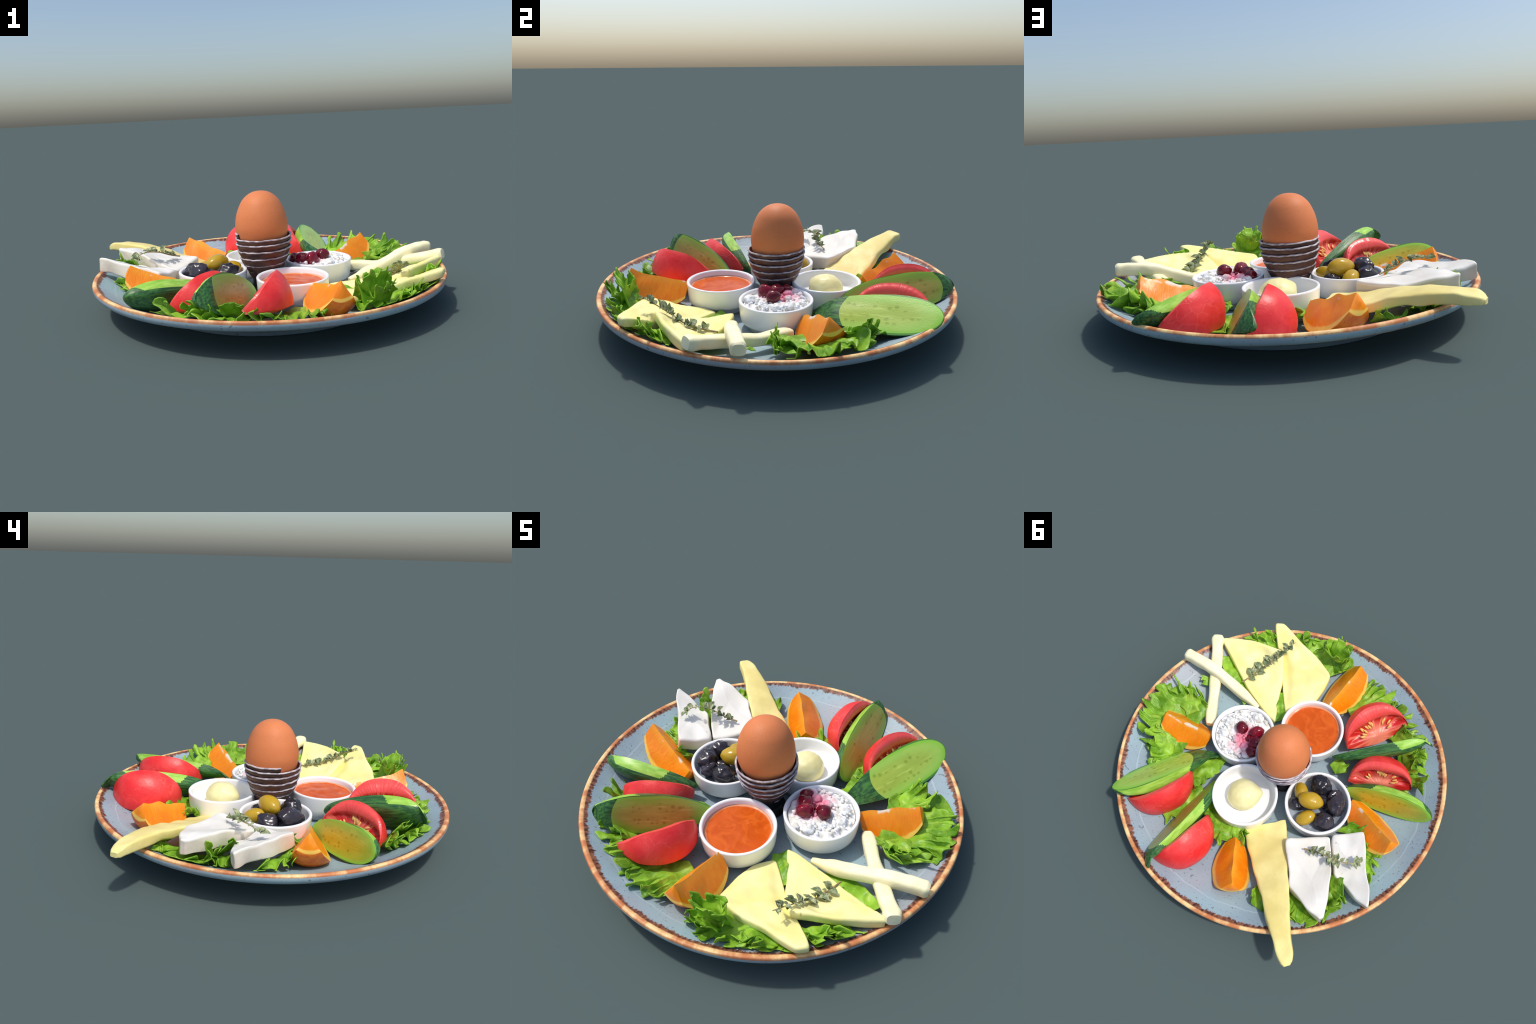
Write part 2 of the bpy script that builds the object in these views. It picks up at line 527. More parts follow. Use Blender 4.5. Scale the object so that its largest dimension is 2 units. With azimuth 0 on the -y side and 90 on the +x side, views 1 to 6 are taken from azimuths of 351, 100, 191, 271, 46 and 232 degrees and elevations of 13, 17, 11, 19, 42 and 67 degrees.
def build_cup():
    cup = empty("egg_cup", CUP + Vector((0, 0, 0.041)), "dark coiled wooden egg cup with worn pale edges", "egg cup")
    off = Matrix.Translation((0, 0, -0.041))
    turns = 6.6
    start = math.radians(196)

    def lip(t):                       # t: 0 at the bottom .. 1 at the free end on top
        z = interp([(0, 0.150), (0.15, 0.186), (0.3, 0.226), (0.45, 0.268), (0.60, 0.310), (0.76, 0.350), (0.88, 0.372), (1, 0.394)], t)
        r = interp([(0, 0.088), (0.15, 0.103), (0.3, 0.126), (0.45, 0.145), (0.60, 0.157), (0.76, 0.162), (0.88, 0.162), (1, 0.160)], t)
        a = start + (t - 1) * turns * TAU
        w = nz((math.cos(a) * 2, math.sin(a) * 2, t * 20), 2.0)
        return a, r + 0.003 * w, z + 0.003 * nz((math.cos(a) * 3, math.sin(a) * 3, t * 33), 2.0)

    def band(u, v):
        a, r, z = lip(u)
        h = 0.048 * smooth(-0.02, 0.06, u)
        if v < 0.5:                   # outer face, flaring to the lip
            k = v * 2
            rr, zz = r - 0.024 * (1 - k) ** 1.4, z - h * (1 - k)
        else:                         # inner face
            k = (v - 0.5) * 2
            rr, zz = r - 0.008 - 0.02 * k, z - h * k
        rr += 0.0015 * nz((rr * math.cos(a) * 20, rr * math.sin(a) * 20, zz * 60))
        return (rr * math.cos(a), rr * math.sin(a), zz)

    s = Shape().grid(520, 10, band)
    place("coil_band", s.mesh("coil_band", [M_CUP], 60, weld=0), off, cup)

    def bead(u, v):
        a, r, z = lip(u)
        q = v * TAU
        rr = r - 0.004 + 0.0062 * math.cos(q)
        zz = z + 0.0048 * math.sin(q)
        return (rr * math.cos(a), rr * math.sin(a), zz)

    place("coil_edge", Shape().grid(620, 8, bead, wrap_v=True).mesh("coil_edge", [M_LIP], weld=0), off, cup)
    core = lathe([(0.0001, 0.20), (0.12, 0.30), (0.130, 0.335), (0.1385, 0.332), (0.136, 0.30), (0.120, 0.255), (0.100, 0.215), (0.078, 0.165), (0.070, 0.12), (0.074, 0.080), (0.098, 0.062), (0.102, 0.050), (0.098, 0.041), (0.0001, 0.041)], 48)
    place("foot", core.mesh("foot", [M_FOOT], 40), off, cup)


# ------------------------------------------------------------------ ramekins and fillings
RAMEKINS = {"cottage": (0.315, 0.050), "jam": (0.076, -0.307), "butter": (-0.016, 0.284), "olive": (-0.325, -0.022)}
RAM_Z, RAM_TOP = 0.082, 0.203


def build_ramekins():
    h = RAM_TOP - RAM_Z
    prof = [(0.0001, -0.038), (0.140, -0.038), (0.145, -0.034), (0.150, -0.006), (0.160, 0.0), (0.172, 0.002), (0.181, 0.007), (0.187, 0.017), (0.191, 0.045), (0.1935, 0.085), (0.1955, h - 0.010), (0.1955, h - 0.004), (0.193, h - 0.001), (0.189, h), (0.183, h - 0.001), (0.1785, h - 0.005), (0.1765, h - 0.012), (0.174, 0.08), (0.169, 0.056), (0.160, 0.044), (0.142, 0.039), (0.0001, 0.038)]
    me = lathe(prof, 72).mesh("ramekin", [M_PORC], 50)
    for key, (x, y) in RAMEKINS.items():
        place("ramekin", me, Matrix.Translation((x, y, RAM_Z)), None, "small round white porcelain ramekin", "bowl")


def blob(radii, amp, freq, seed, nu=28, nv=20):
    def fn(v):
        n = 1 + amp * nz(v, freq, seed) + amp * 0.4 * nz(v, freq * 2.6, seed + 5)
        return Vector((v.x * radii[0], v.y * radii[1], v.z * radii[2])) * n
    return ball(nu, nv).move(fn)


def build_fillings():
    # jam
    x, y = RAMEKINS["jam"]
    s = Shape().grid(64, 24, lambda u, v: (0.1735 * v * math.cos(u * TAU), 0.1735 * v * math.sin(u * TAU), 0.166 + 0.003 * nz((v * math.cos(u * TAU) * 3, v * math.sin(u * TAU) * 3, 0)) + 0.006 * smooth(0.9, 1, v)), wrap_u=True)
    s.grid(64, 2, lambda u, v: (0.1745 * math.cos(u * TAU) * (1 - 0.05 * v), 0.1745 * math.sin(u * TAU) * (1 - 0.05 * v), 0.172 - 0.03 * v), wrap_u=True)
    s.grid(64, 2, lambda u, v: (0.1658 * (1 - v) * math.cos(u * TAU), 0.1658 * (1 - v) * math.sin(u * TAU), 0.137), wrap_u=True)
    place("apricot_jam", s.mesh("apricot_jam", [M_JAM]), Matrix.Translation((x, y, 0)), None, "glossy orange apricot jam filling a ramekin", "jam")

    # cottage cheese with cherries
    x, y = RAMEKINS["cottage"]
    cheese = empty("cottage_cheese", (x, y, RAM_Z + 0.02), "crumbly white cottage cheese stained pink by cherries", "cheese")
    rel = Matrix.Translation((0, 0, -(RAM_Z + 0.02)))

    def top(u, v):
        r = 0.173 * v
        px, py = r * math.cos(u * TAU), r * math.sin(u * TAU)
        zz = 0.188 + 0.010 * (1 - v * v) + 0.014 * nz((px, py, 0), 22, 3) + 0.007 * nz((px, py, 0), 60, 8) - 0.012 * smooth(0.8, 1, v)
        return (px, py, zz)

    mass = Shape().grid(96, 40, top, wrap_u=True)
    mass.grid(96, 2, lambda u, v: Vector(top(u, 1)).lerp(Vector((0.0, 0.0, 0.135)), v) if v < 1 else (0.0, 0.0, 0.135), wrap_u=True)
    place("curd_mass", mass.mesh("curd_mass", [M_CURD]), rel, cheese)
    rng = random.Random(5)
    crumbs = Shape()
    for i in range(170):
        a, r = rng.uniform(0, TAU), 0.16 * math.sqrt(rng.random())
        px, py = r * math.cos(a), r * math.sin(a)
        if px < -0.03 and py < 0.08 and rng.random() < 0.75:
            continue
        q = rng.uniform(0.006, 0.013)
        b = blob((q, q * rng.uniform(0.7, 1), q * 0.8), 0.35, 1.4, i * 3.1, 10, 7)
        crumbs.add(b, Matrix.Translation((px, py, 0.196 + rng.uniform(-0.003, 0.006))))
    ob = place("curd_crumbs", crumbs.mesh("curd_crumbs", [M_CURD], weld=0), rel, cheese)
    ob["kind"] = "stuff"
    for i, (lx, ly, q, zz) in enumerate([(0.025, -0.132, 0.034, 0.198), (0.111, 0.020, 0.028, 0.198), (0.075, 0.089, 0.030, 0.197), (-0.083, 0.050, 0.030, 0.200), (-0.127, 0.076, 0.026, 0.196), (-0.01, 0.06, 0.024, 0.204), (-0.06, -0.07, 0.026, 0.203)]):
        place("curd_lump", blob((q, q * 0.9, q * 0.72), 0.28, 1.3, i * 7.7 + 2).move(lambda v: v + Vector((lx, ly, zz))).mesh("curd_lump", [M_CURD]), rel, cheese)
    for i, (cx, cy, cz, q) in enumerate([(0.340, 0.040, 0.222, 0.043), (0.258, -0.014, 0.216, 0.046), (0.214, 0.036, 0.206, 0.046), (0.180, 0.088, 0.202, 0.038), (0.262, 0.040, 0.194, 0.03)]):
        m = Matrix.Translation((cx, cy, cz)) @ Matrix.Rotation(i * 1.3, 4, "Z")
        place("cherry", blob((q, q * 0.85, q * 0.88), 0.17, 1.1, i * 5.3 + 1).mesh("cherry", [M_CHERRY]), m, None, "glossy dark red preserved sour cherry", "cherry")

    # butter ball with a torn flap
    bx, by = 0.000, 0.284

    def butter(v):
        n = 1 + 0.05 * nz(v, 1.6, 4) + 0.05 * math.exp(-((v.z + 0.25) / 0.12) ** 2)
        flap = max(0.0, v.dot(Vector((-0.55, -0.75, 0.25)).normalized())) ** 14
        return Vector((v.x * 0.096, v.y * 0.096, v.z * 0.078)) * (n + 0.26 * flap + 0.03 * nz(v, 4, 9))

    place("butter_scoop", ball(48, 32).move(butter).mesh("butter_scoop", [M_BUTTER]), Matrix.Translation((bx, by, 0.160)), None, "rounded pale yellow scoop of butter", "butter")

    # olives over a disc coloured like the shadowed bowl wall
    x, y = RAMEKINS["olive"]
    place("painted_bowl_shade", lathe([(0.0001, 0.140), (0.171, 0.140), (0.165, 0.124), (0.0001, 0.124)], 48).mesh("painted_bowl_shade", [M_BOWL_SHADE], 40), Matrix.Translation((x, y, 0)), None, "blue-grey disc painting the shade inside a ramekin", "brine")
    for i, (px, py, pz, a, tilt, L) in enumerate([(-0.213, 0.012, 0.196, 2.6, 0.1, 0.060), (-0.296, 0.010, 0.230, 3.75, 0.05, 0.076), (-0.350, 0.092, 0.188, 1.2, 0.35, 0.062)]):
        me = blob((L, L * 0.68, L * 0.66), 0.07, 1.3, i * 4.1).mesh("green_olive", [M_GREENOL])
        place("green_olive", me, Matrix.Translation((px, py, pz)) @ Matrix.Rotation(a, 4, "Z") @ Matrix.Rotation(tilt, 4, "Y"), None, "plump golden green olive", "olive")
    for i, (px, py, pz, a, L) in enumerate([(-0.250, -0.110, 0.200, 0.3, 0.064), (-0.352, -0.122, 0.184, 1.4, 0.050), (-0.406, -0.088, 0.208, 2.2, 0.066), (-0.432, 0.022, 0.188, 0.7, 0.060), (-0.245, 0.072, 0.172, 0.4, 0.046), (-0.330, -0.055, 0.165, 0.4, 0.05)]):
        me = blob((L, L * 0.86, L * 0.82), 0.20, 1.9, i * 6.3 + 2, 36, 26).mesh("black_olive", [M_BLACKOL])
        place("black_olive", me, Matrix.Translation((px, py, pz)) @ Matrix.Rotation(a, 4, "Z"), None, "wrinkled shiny black olive", "olive")


# ------------------------------------------------------------------ fruit and vegetable wedges
def sector(a0, a1, radius, caps, nx=28, nr=14, na=16, recess=None):
    """Wedge of a solid of revolution about local X. Angles run from +Z toward +Y."""
    def pt(x, rho, a, push=0.0):
        r = radius(x) * rho
        return Vector((x, r * math.sin(a) + push * math.cos(a), r * math.cos(a) - push * math.sin(a)))

    s = Shape()
    X = lambda u: -math.cos(u * math.pi) if not caps else 2 * u - 1
    s.grid(nx, na, lambda u, v: pt(X(u), 1, lerp(a0, a1, v)), 0)
    rec = recess or (lambda x, rho: 0.0)
    s.grid(nx, nr, lambda u, v: pt(X(u), v, a0, rec(X(u), v)), 1)
    s.grid(nx, nr, lambda u, v: pt(X(u), v, a1, -rec(X(u), v)), 1)
    if caps:
        for e in (-1, 1):
            s.grid(nr, na, lambda u, v: pt(e + e * 0.05 * math.sin(u * math.pi) * math.sin(v * math.pi), u, lerp(a0, a1, v)), 1)
    return s


def build_oranges():
    # outer ridge end, inner ridge end, radius, sideways roll, half angle
    specs = [((0.682, 0.358, 0.276), (0.435, 0.205, 0.170), 0.178, 0.06, 0.66),
             ((0.195, -0.796, 0.280), (0.135, -0.480, 0.198), 0.176, 0.0, 0.66),
             ((-0.782, -0.168, 0.292), (-0.430, -0.205, 0.172), 0.176, 0.0, 0.66),
             ((-0.412, 0.668, 0.268), (-0.188, 0.482, 0.182), 0.185, -0.14, 0.64)]
    for i, (o, n, rad, roll, half) in enumerate(specs):
        o, n = Vector(o), Vector(n)
        s = sector(math.pi - half, math.pi + half, lambda x: math.sqrt(1 - 0.72 * x * x), True)
        s.move(lambda v: v + Vector((0.0, 0.0, 0.07 * nz((v.x * 2, 0, 0), 1, i * 9 + 3) * smooth(-0.3, 0, v.z))) + 0.03 * Vector((nz(v, 2.0, i), nz(v, 2.0, i + 9), nz(v, 2.0, i + 20))))
        d = o - n
        m = frame((o + n) / 2, d, Vector((0, 0, 1)), (d.length / 2, rad, rad)) @ Matrix.Rotation(roll, 4, "X")
        place("orange_wedge", s.mesh("orange_wedge", [M_PEEL, M_ORANGE], 38, 2e-3), m, None, "juicy orange wedge with peel on its curved side", "orange")


def build_tomatoes():
    rad = lambda x: max(1 - abs(x) ** 2.2, 0.0) ** 0.5
    # axis outer end, axis inner end, mid point on the arc of the upper cut face, sector angle
    specs = [((0.405, 0.850, 0.165), (0.337, 0.432, 0.150), (0.262, 0.660, 0.304), 70, -1),
             ((0.002, 0.924, 0.160), (0.034, 0.530, 0.130), (-0.038, 0.715, 0.316), 84, -1),
             ((-0.264, -0.800, 0.182), (-0.152, -0.412, 0.130), (-0.070, -0.616, 0.320), 50, 1),
             ((-0.596, -0.530, 0.150), (-0.312, -0.270, 0.140), (-0.388, -0.456, 0.304), 66, 1)]
    seed = blob((1, 0.55, 0.4), 0.1, 1, 2, 12, 8).mesh("seed", [M_SEED])
    for i, (o, n, t, ang, side) in enumerate(specs):
        o, n, t = Vector(o), Vector(n), Vector(t)
        mid, ax = (o + n) / 2, (o - n)
        X = ax.normalized()
        Z = (t - mid) - X * (t - mid).dot(X)
        R = Z.length

        def recess(x, rho):
            loc = smooth(0.20, 0.34, rho) * smooth(0.68, 0.56, rho) * smooth(0.93, 0.7, abs(x))
            return 0.13 * loc * (0.8 + 0.4 * nz((x * 5, rho * 4, i), 1, i * 3)) - 0.05 * smooth(0.6, 0.82, rho) * smooth(1.0, 0.85, rho)

        body = sector(0, math.radians(ang), rad, False, 36, 26, 22, recess)
        bow = (0.05, 0.05, 0.20, 0.15)[i]            # the core edge bellies out of the straight axis
        body.move(lambda v: v - Vector((0, 0, bow * (1 - v.x * v.x) * (1 - min(1.0, math.hypot(v.y, v.z) / max(rad(v.x), 0.05))))))
        body.move(lambda v: v + 0.035 * Vector((nz(v, 1.4, i * 4), nz(v, 1.4, i * 4 + 9), nz(v, 1.4, i * 4 + 20))))
        # +Y of the frame must point to the skin side
        Xs = X
        Y = Z.cross(X)
        want = Vector((-1, 0.1, 0)) if side < 0 else Vector((0.8, -0.6, 0))
        if Y.dot(want) < 0:
            Xs = -X
        m = frame(mid, Xs, Z, (ax.length / 2, R, R))
        root = place("tomato_wedge", body.mesh("tomato_wedge", [M_TSKIN, M_TOMATO], 50, 2e-3), m, None, "ripe red tomato wedge with seedy cut face", "tomato")
        rng = random.Random(40 + i)
        for k in range(15):
            a = math.radians(rng.uniform(22, 158))
            q = rng.uniform(0.38, 0.52)
            px, pz = math.cos(a) * q * 1.15, math.sin(a) * q
            rho = pz / max(rad(px), 0.1)
            if abs(px) > 0.8 or rho > 0.56 or rho < 0.12:
                continue
            sm = Matrix.Translation((px, recess(px, rho) - 0.012, pz)) @ Matrix.Rotation(-a + rng.uniform(-0.3, 0.3), 4, "Y") @ Matrix.Diagonal((0.085, 0.05, 0.085 , 1))
            place("seed", seed, sm, root)


def cucumber_shape(skew, caps, bevel, seed):
    """Slab with an oval cut face (+Y side) and a rounded skin back. caps: (end, start) of skin on the face."""
    def half(x):
        w = max(1 - abs(x) ** 2.3, 0.0) ** 0.55
        return w * (1 + skew * x)

    def dip(x):                                   # face falls away toward a skin-covered end
        d = 0.0
        for e, x0 in caps:
            k = max(0.0, (x * e - x0) / (1 - x0))
            d += 0.9 * k * k
        return d

    X = lambda u: -math.cos(u * math.pi)
    s = Shape()

    def warp(x, v):                               # the skin border on the face is bowed
        return x + sum(e * 0.10 * (1 - (2 * v - 1) ** 2) * smooth(0.45, 0.0, abs(x - e * x0)) for e, x0 in caps)

    s.grid(96, 18, lambda u, v: (warp(X(u), v), 0.03 * (1 - (2 * v - 1) ** 2) - dip(X(u)) * (1 - 0.25 * (2 * v - 1) ** 2), (2 * v - 1) * half(X(u))),
           lambda u, v: 1 if any(X(u + 0.5 / 96) * e > x0 for e, x0 in caps) else 0)

    lo, hi, way = bevel                           # where along the slice the upper bevel is pale flesh
    outline = [(0.0, 0.0, -1.0), (-0.34, 0.0, -0.93), (-0.68, 0.0, -0.66), (-0.92, 0.0, -0.22), (-1.0, 0.0, 0.28), (-0.93, 0.0, 0.68), (-0.62, 0.0, 0.93), (0.0, 0.0, 1.0)]

    def back(u, v):
        x = X(u)
        q = spline(outline, v)
        h = half(x)
        y = q.x * (0.25 + 0.75 * h) * h ** 0.35
        return (x, min(y, -dip(x)) if 0 < v < 1 else -dip(x) * 0.75, q.z * h)

    s.grid(96, 40, back, lambda u, v: 2 if v > 0.80 + 0.2 * smooth(lo + 0.22, lo, X(u) * way) + 0.2 * smooth(hi - 0.22, hi, X(u) * way) else 1)
    s.move(lambda v: v + 0.03 * Vector((0, nz(v, 1.5, seed), nz(v, 1.5, seed + 7))))
    return s


def build_cucumbers():
    # outer end, inner end, top of face, bottom of face, thickness, skew, skin caps, shape
    specs = [((0.492, 0.885, 0.220), (0.350, 0.225, 0.172), (0.350, 0.655, 0.272), (0.525, 0.630, 0.142), 0.085, 0.30, [(-1, 0.42)], (-0.45, 1.0)),
             ((0.000, 0.985, 0.240), (0.175, 0.360, 0.125), (0.046, 0.690, 0.284), (0.164, 0.705, 0.096), 0.078, -0.06, [(1, 0.66)], (-0.5, 0.72)),
             ((-0.452, -0.795, 0.276), (-0.145, -0.290, 0.135), (-0.330, -0.592, 0.320), (-0.262, -0.612, 0.112), 0.076, 0.18, [(1, 0.62)], (0.2, 1.0)),
             ((-0.803, -0.486, 0.232), (-0.335, -0.232, 0.150), (-0.582, -0.378, 0.254), (-0.614, -0.326, 0.086), 0.085, 0.12, [], (-0.45, 0.9))]
    for i, (o, n, t, b, h, skew, caps, p) in enumerate(specs):
        o, n, t, b = map(Vector, (o, n, t, b))
        d, w = o - n, t - b
        X = d.normalized()
        w = w - X * w.dot(X)
        Y = w.cross(X)
        want = [Vector((1, 0, 0.5)), Vector((1, -0.2, 0.4)), Vector((0.8, -0.6, 0.1)), Vector((-0.6, 0.6, 0.5))][i]
        ends = caps
        if Y.dot(want) < 0:
            X, ends, skew = -X, [(-e, x0) for e, x0 in caps], -skew
        mid = (o + n) / 2
        c = (t + b) / 2
        c = mid + (c - mid) - X * (c - mid).dot(X)
        m = frame(mid.lerp(c, 0.7), X, w, (d.length / 2, h, w.length / 2))
        place("cucumber_slice", cucumber_shape(skew, ends, p + (1 if Y.dot(want) >= 0 else -1,), i * 5.0).mesh("cucumber_slice", [(M_CUC, M_CUC_BROWNISH, M_CUC_BROWNISH, M_CUC_YELLOW)[i], M_CSKIN, M_CPALE], 40, 2e-3), m, None, "long diagonal cucumber slice with dark green skin", "cucumber")


# ------------------------------------------------------------------ cheeses
def slab(outline, thick, inside=None, bevel=0.012, rows=14, seed=0.0, rough=0.003, droop=None, n=96):
    """Thick slice: closed outline of its top surface, dropped by thick, edges rounded."""
    pts = [Vector(p) for p in outline]
    L = len(pts)
    ring = []
    for i in range(n):
        t = i / n * L
        k = int(t)
        a, b = pts[k % L], pts[(k + 1) % L]
        ring.append(a.lerp(b, t - k))
    for _ in range(2):                               # soften the corners
        ring = [(ring[i - 1] + ring[i] * 2 + ring[(i + 1) % n]) / 4 for i in range(n)]
    c = sum(ring, Vector()) / n
    knots = ring[::2] + [Vector(q) for q in (inside or [])] * 4

    def height(x, y):
        a = b = 0.0
        for k in knots:
            w = 1.0 / ((k.x - x) ** 2 + (k.y - y) ** 2 + 1e-4) ** 1.6
            a, b = a + w * k.z, b + w
        return a / b

    def at(i, rho, dz):
        p = c.lerp(ring[i % n], rho)
        if inside:
            p.z = height(p.x, p.y)
        p.z += dz
        return p

    s = Shape()
    arc = [(1 - bevel * 5 * (1 - math.sin(q)), -bevel * (1 - math.cos(q))) for q in (0.0, 0.4, 0.8, 1.2, math.pi / 2)]
    prof = [(arc[0][0] * k / rows, 0.0) for k in range(1, rows + 1)] + arc[1:]
    prof += [(1.0, -thick * 0.5), (1.0, -thick + bevel * 0.6), (0.985, -thick), (0.5, -thick), (0.02, -thick)]
    prof = [(0.001, 0.0)] + prof
    s.grid(n, len(prof) - 1, lambda u, v: at(round(u * n), *prof[round(v * (len(prof) - 1))]), lambda u, v: 1 if len(prof) - 6 <= round(v * (len(prof) - 1)) else 0, wrap_u=True)
    s.move(lambda v: v + Vector((nz(v, 9, seed), nz(v, 9, seed + 5), nz(v, 9, seed + 11))) * rough * 1.5 + Vector((0, 0, nz(v, 4, seed + 2))) * rough * 2)
    return s


def build_cheeses():
    one = [(0.950, -0.258, 0.228), (0.872, -0.335, 0.238), (0.800, -0.398, 0.240), (0.700, -0.460, 0.232), (0.622, -0.510, 0.226), (0.545, -0.445, 0.176), (0.480, -0.388, 0.132), (0.400, -0.290, 0.112), (0.292, -0.182, 0.102), (0.350, -0.170, 0.106), (0.480, -0.175, 0.114), (0.610, -0.186, 0.128), (0.780, -0.220, 0.178), (0.925, -0.240, 0.226)]
    one_in = [(0.640, -0.240, 0.140), (0.635, -0.310, 0.150), (0.540, -0.320, 0.134), (0.690, -0.380, 0.188), (0.780, -0.300, 0.198), (0.440, -0.240, 0.120)]
    two = [(0.812, -0.590, 0.256), (0.775, -0.634, 0.254), (0.690, -0.640, 0.240), (0.590, -0.645, 0.224), (0.456, -0.668, 0.186), (0.312, -0.660, 0.178), (0.275, -0.575, 0.135), (0.245, -0.475, 0.112), (0.245, -0.370, 0.106), (0.302, -0.270, 0.106), (0.375, -0.312, 0.106), (0.460, -0.372, 0.110), (0.560, -0.440, 0.135), (0.690, -0.512, 0.196), (0.760, -0.550, 0.236)]
    two_in = [(0.410, -0.489, 0.146), (0.340, -0.400, 0.126), (0.340, -0.560, 0.158), (0.500, -0.560, 0.180), (0.600, -0.560, 0.206)]
    for i, (o, th) in enumerate(((two, 0.044), (one, 0.054))):
        place("cheese_slice", slab(o, th, (two_in, one_in)[i], 0.015, 16, i * 3.0, 0.003).mesh("cheese_slice", [M_YELLOW, M_YELLOW], 60), None, None, "triangular slice of smooth pale yellow cheese", "cheese")
    # string cheese sticks
    def stick(path, w, h, seed, knob=0.0, taper=0.0):
        P = [Vector(p) for p in path]
        s = Shape()
        N = 40

        def fn(u, v):
            p = spline(P, u)
            t = (spline(P, min(u + 0.02, 1)) - spline(P, max(u - 0.02, 0))).normalized()
            a = t.cross(Vector((0, 0, 1))).normalized()
            b = a.cross(t)
            q = v * TAU
            cs, sn = math.cos(q), math.sin(q)
            e = 0.62
            end = min(1.0, (min(u, 1 - u) / 0.05) ** 0.5) if min(u, 1 - u) < 0.05 else 1.0
            k = (1 + knob * smooth(0.86, 0.97, u)) * (0.72 + 0.28 * end) * (1 - taper * smooth(0.28, 0.0, u)) * (1 + 0.16 * nz((u * 5, 0, 0), 1, seed))
            return p + a * (w * k * math.copysign(abs(cs) ** e, cs)) + b * (h * k * math.copysign(abs(sn) ** e, sn))

        s.grid(N, 24, fn, wrap_v=True)
        for e in (0, 1):
            s.grid(24, 3, lambda u, v: fn(e, u).lerp(spline(P, e), v), wrap_u=True)
        return s.move(lambda v: v + 0.004 * Vector((nz(v, 14, seed), nz(v, 14, seed + 4), nz(v, 14, seed + 8))))

    for path, w, h, sd, kn in (([(0.530, 0.160, 0.112), (0.680, 0.020, 0.132), (0.830, -0.115, 0.185), (0.970, -0.235, 0.232)], 0.036, 0.031, 3, 0.18),
                               ([(0.440, -0.160, 0.106), (0.600, -0.124, 0.144), (0.790, -0.072, 0.208), (0.900, -0.030, 0.224), (0.990, 0.004, 0.224)], 0.036, 0.036, 8, 0.04)):
        place("cheese_stick", stick(path, w, h, sd, kn, 0.5 if kn < 0.1 else 0.1).mesh("cheese_stick", [M_STRING], 50), None, None, "thick cream-white stick of string cheese", "cheese")
    # long tapering wedge hanging over the rim: left edge, right edge, thickness
    st = [((-0.155, 0.402, 0.098), (-0.275, 0.176, 0.140), 0.040), ((-0.296, 0.465, 0.138), (-0.390, 0.258, 0.168), 0.048), ((-0.430, 0.522, 0.178), (-0.530, 0.362, 0.214), 0.054),
          ((-0.586, 0.590, 0.234), (-0.665, 0.462, 0.254), 0.058), ((-0.752, 0.662, 0.266), (-0.818, 0.571, 0.278), 0.058), ((-0.865, 0.703, 0.266), (-0.908, 0.630, 0.276), 0.050), ((-0.928, 0.714, 0.254), (-0.952, 0.676, 0.258), 0.034)]

    def long(u, v):
        Lp = spline([a for a, b, c in st], u)
        Rp = spline([b for a, b, c in st], u)
        th = interp([(i / (len(st) - 1), c) for i, (a, b, c) in enumerate(st)], u)
        mid, hw = (Lp + Rp) / 2, (Lp - Rp) / 2
        q = v * TAU
        cs, sn = math.cos(q), math.sin(q)
        e = 0.35
        k = 1 - 0.25 * smooth(0.95, 1, u)
        return mid + hw * (math.copysign(abs(cs) ** e, cs) * k) + Vector((0, 0, -th / 2 + th / 2 * k * math.copysign(abs(sn) ** e, sn)))

    s = Shape().grid(60, 40, long, wrap_v=True)
    for e in (0, 1):
        s.grid(40, 4, lambda u, v: long(e, u).lerp(sum((long(e, k / 8) for k in range(8)), Vector()) / 8, v), wrap_u=True)
    s.move(lambda v: v + 0.010 * Vector((nz(v, 11, 2), nz(v, 11, 7), 0.8 * nz(v, 13, 1))))
    place("aged_cheese_wedge", s.mesh("aged_cheese_wedge", [M_AGED], 60), None, None, "long tapering yellow cheese wedge hanging over the rim", "cheese")
    # white-rind wedges
    a = [(-0.375, 0.262, 0.214), (-0.520, 0.052, 0.208), (-0.600, 0.110, 0.236), (-0.700, 0.196, 0.266), (-0.800, 0.310, 0.288), (-0.872, 0.392, 0.300), (-0.865, 0.420, 0.300), (-0.780, 0.424, 0.276), (-0.690, 0.428, 0.256), (-0.612, 0.424, 0.240), (-0.500, 0.345, 0.226)]
    b = [(-0.528, 0.042, 0.212), (-0.575, -0.035, 0.222), (-0.632, -0.115, 0.236), (-0.720, -0.045, 0.256), (-0.830, 0.045, 0.274), (-0.965, 0.150, 0.288), (-0.975, 0.172, 0.286), (-0.900, 0.184, 0.262), (-0.806, 0.180, 0.240), (-0.712, 0.182, 0.226), (-0.620, 0.112, 0.208)]
    for i, o in enumerate((a, b)):
        place("white_cheese_wedge", slab(o, 0.082, None, 0.014, 16, 20 + i * 3.0, 0.009).mesh("white_cheese_wedge", [M_BRIE, M_PASTE], 60), None, None, "soft white-rind cheese wedge", "cheese")


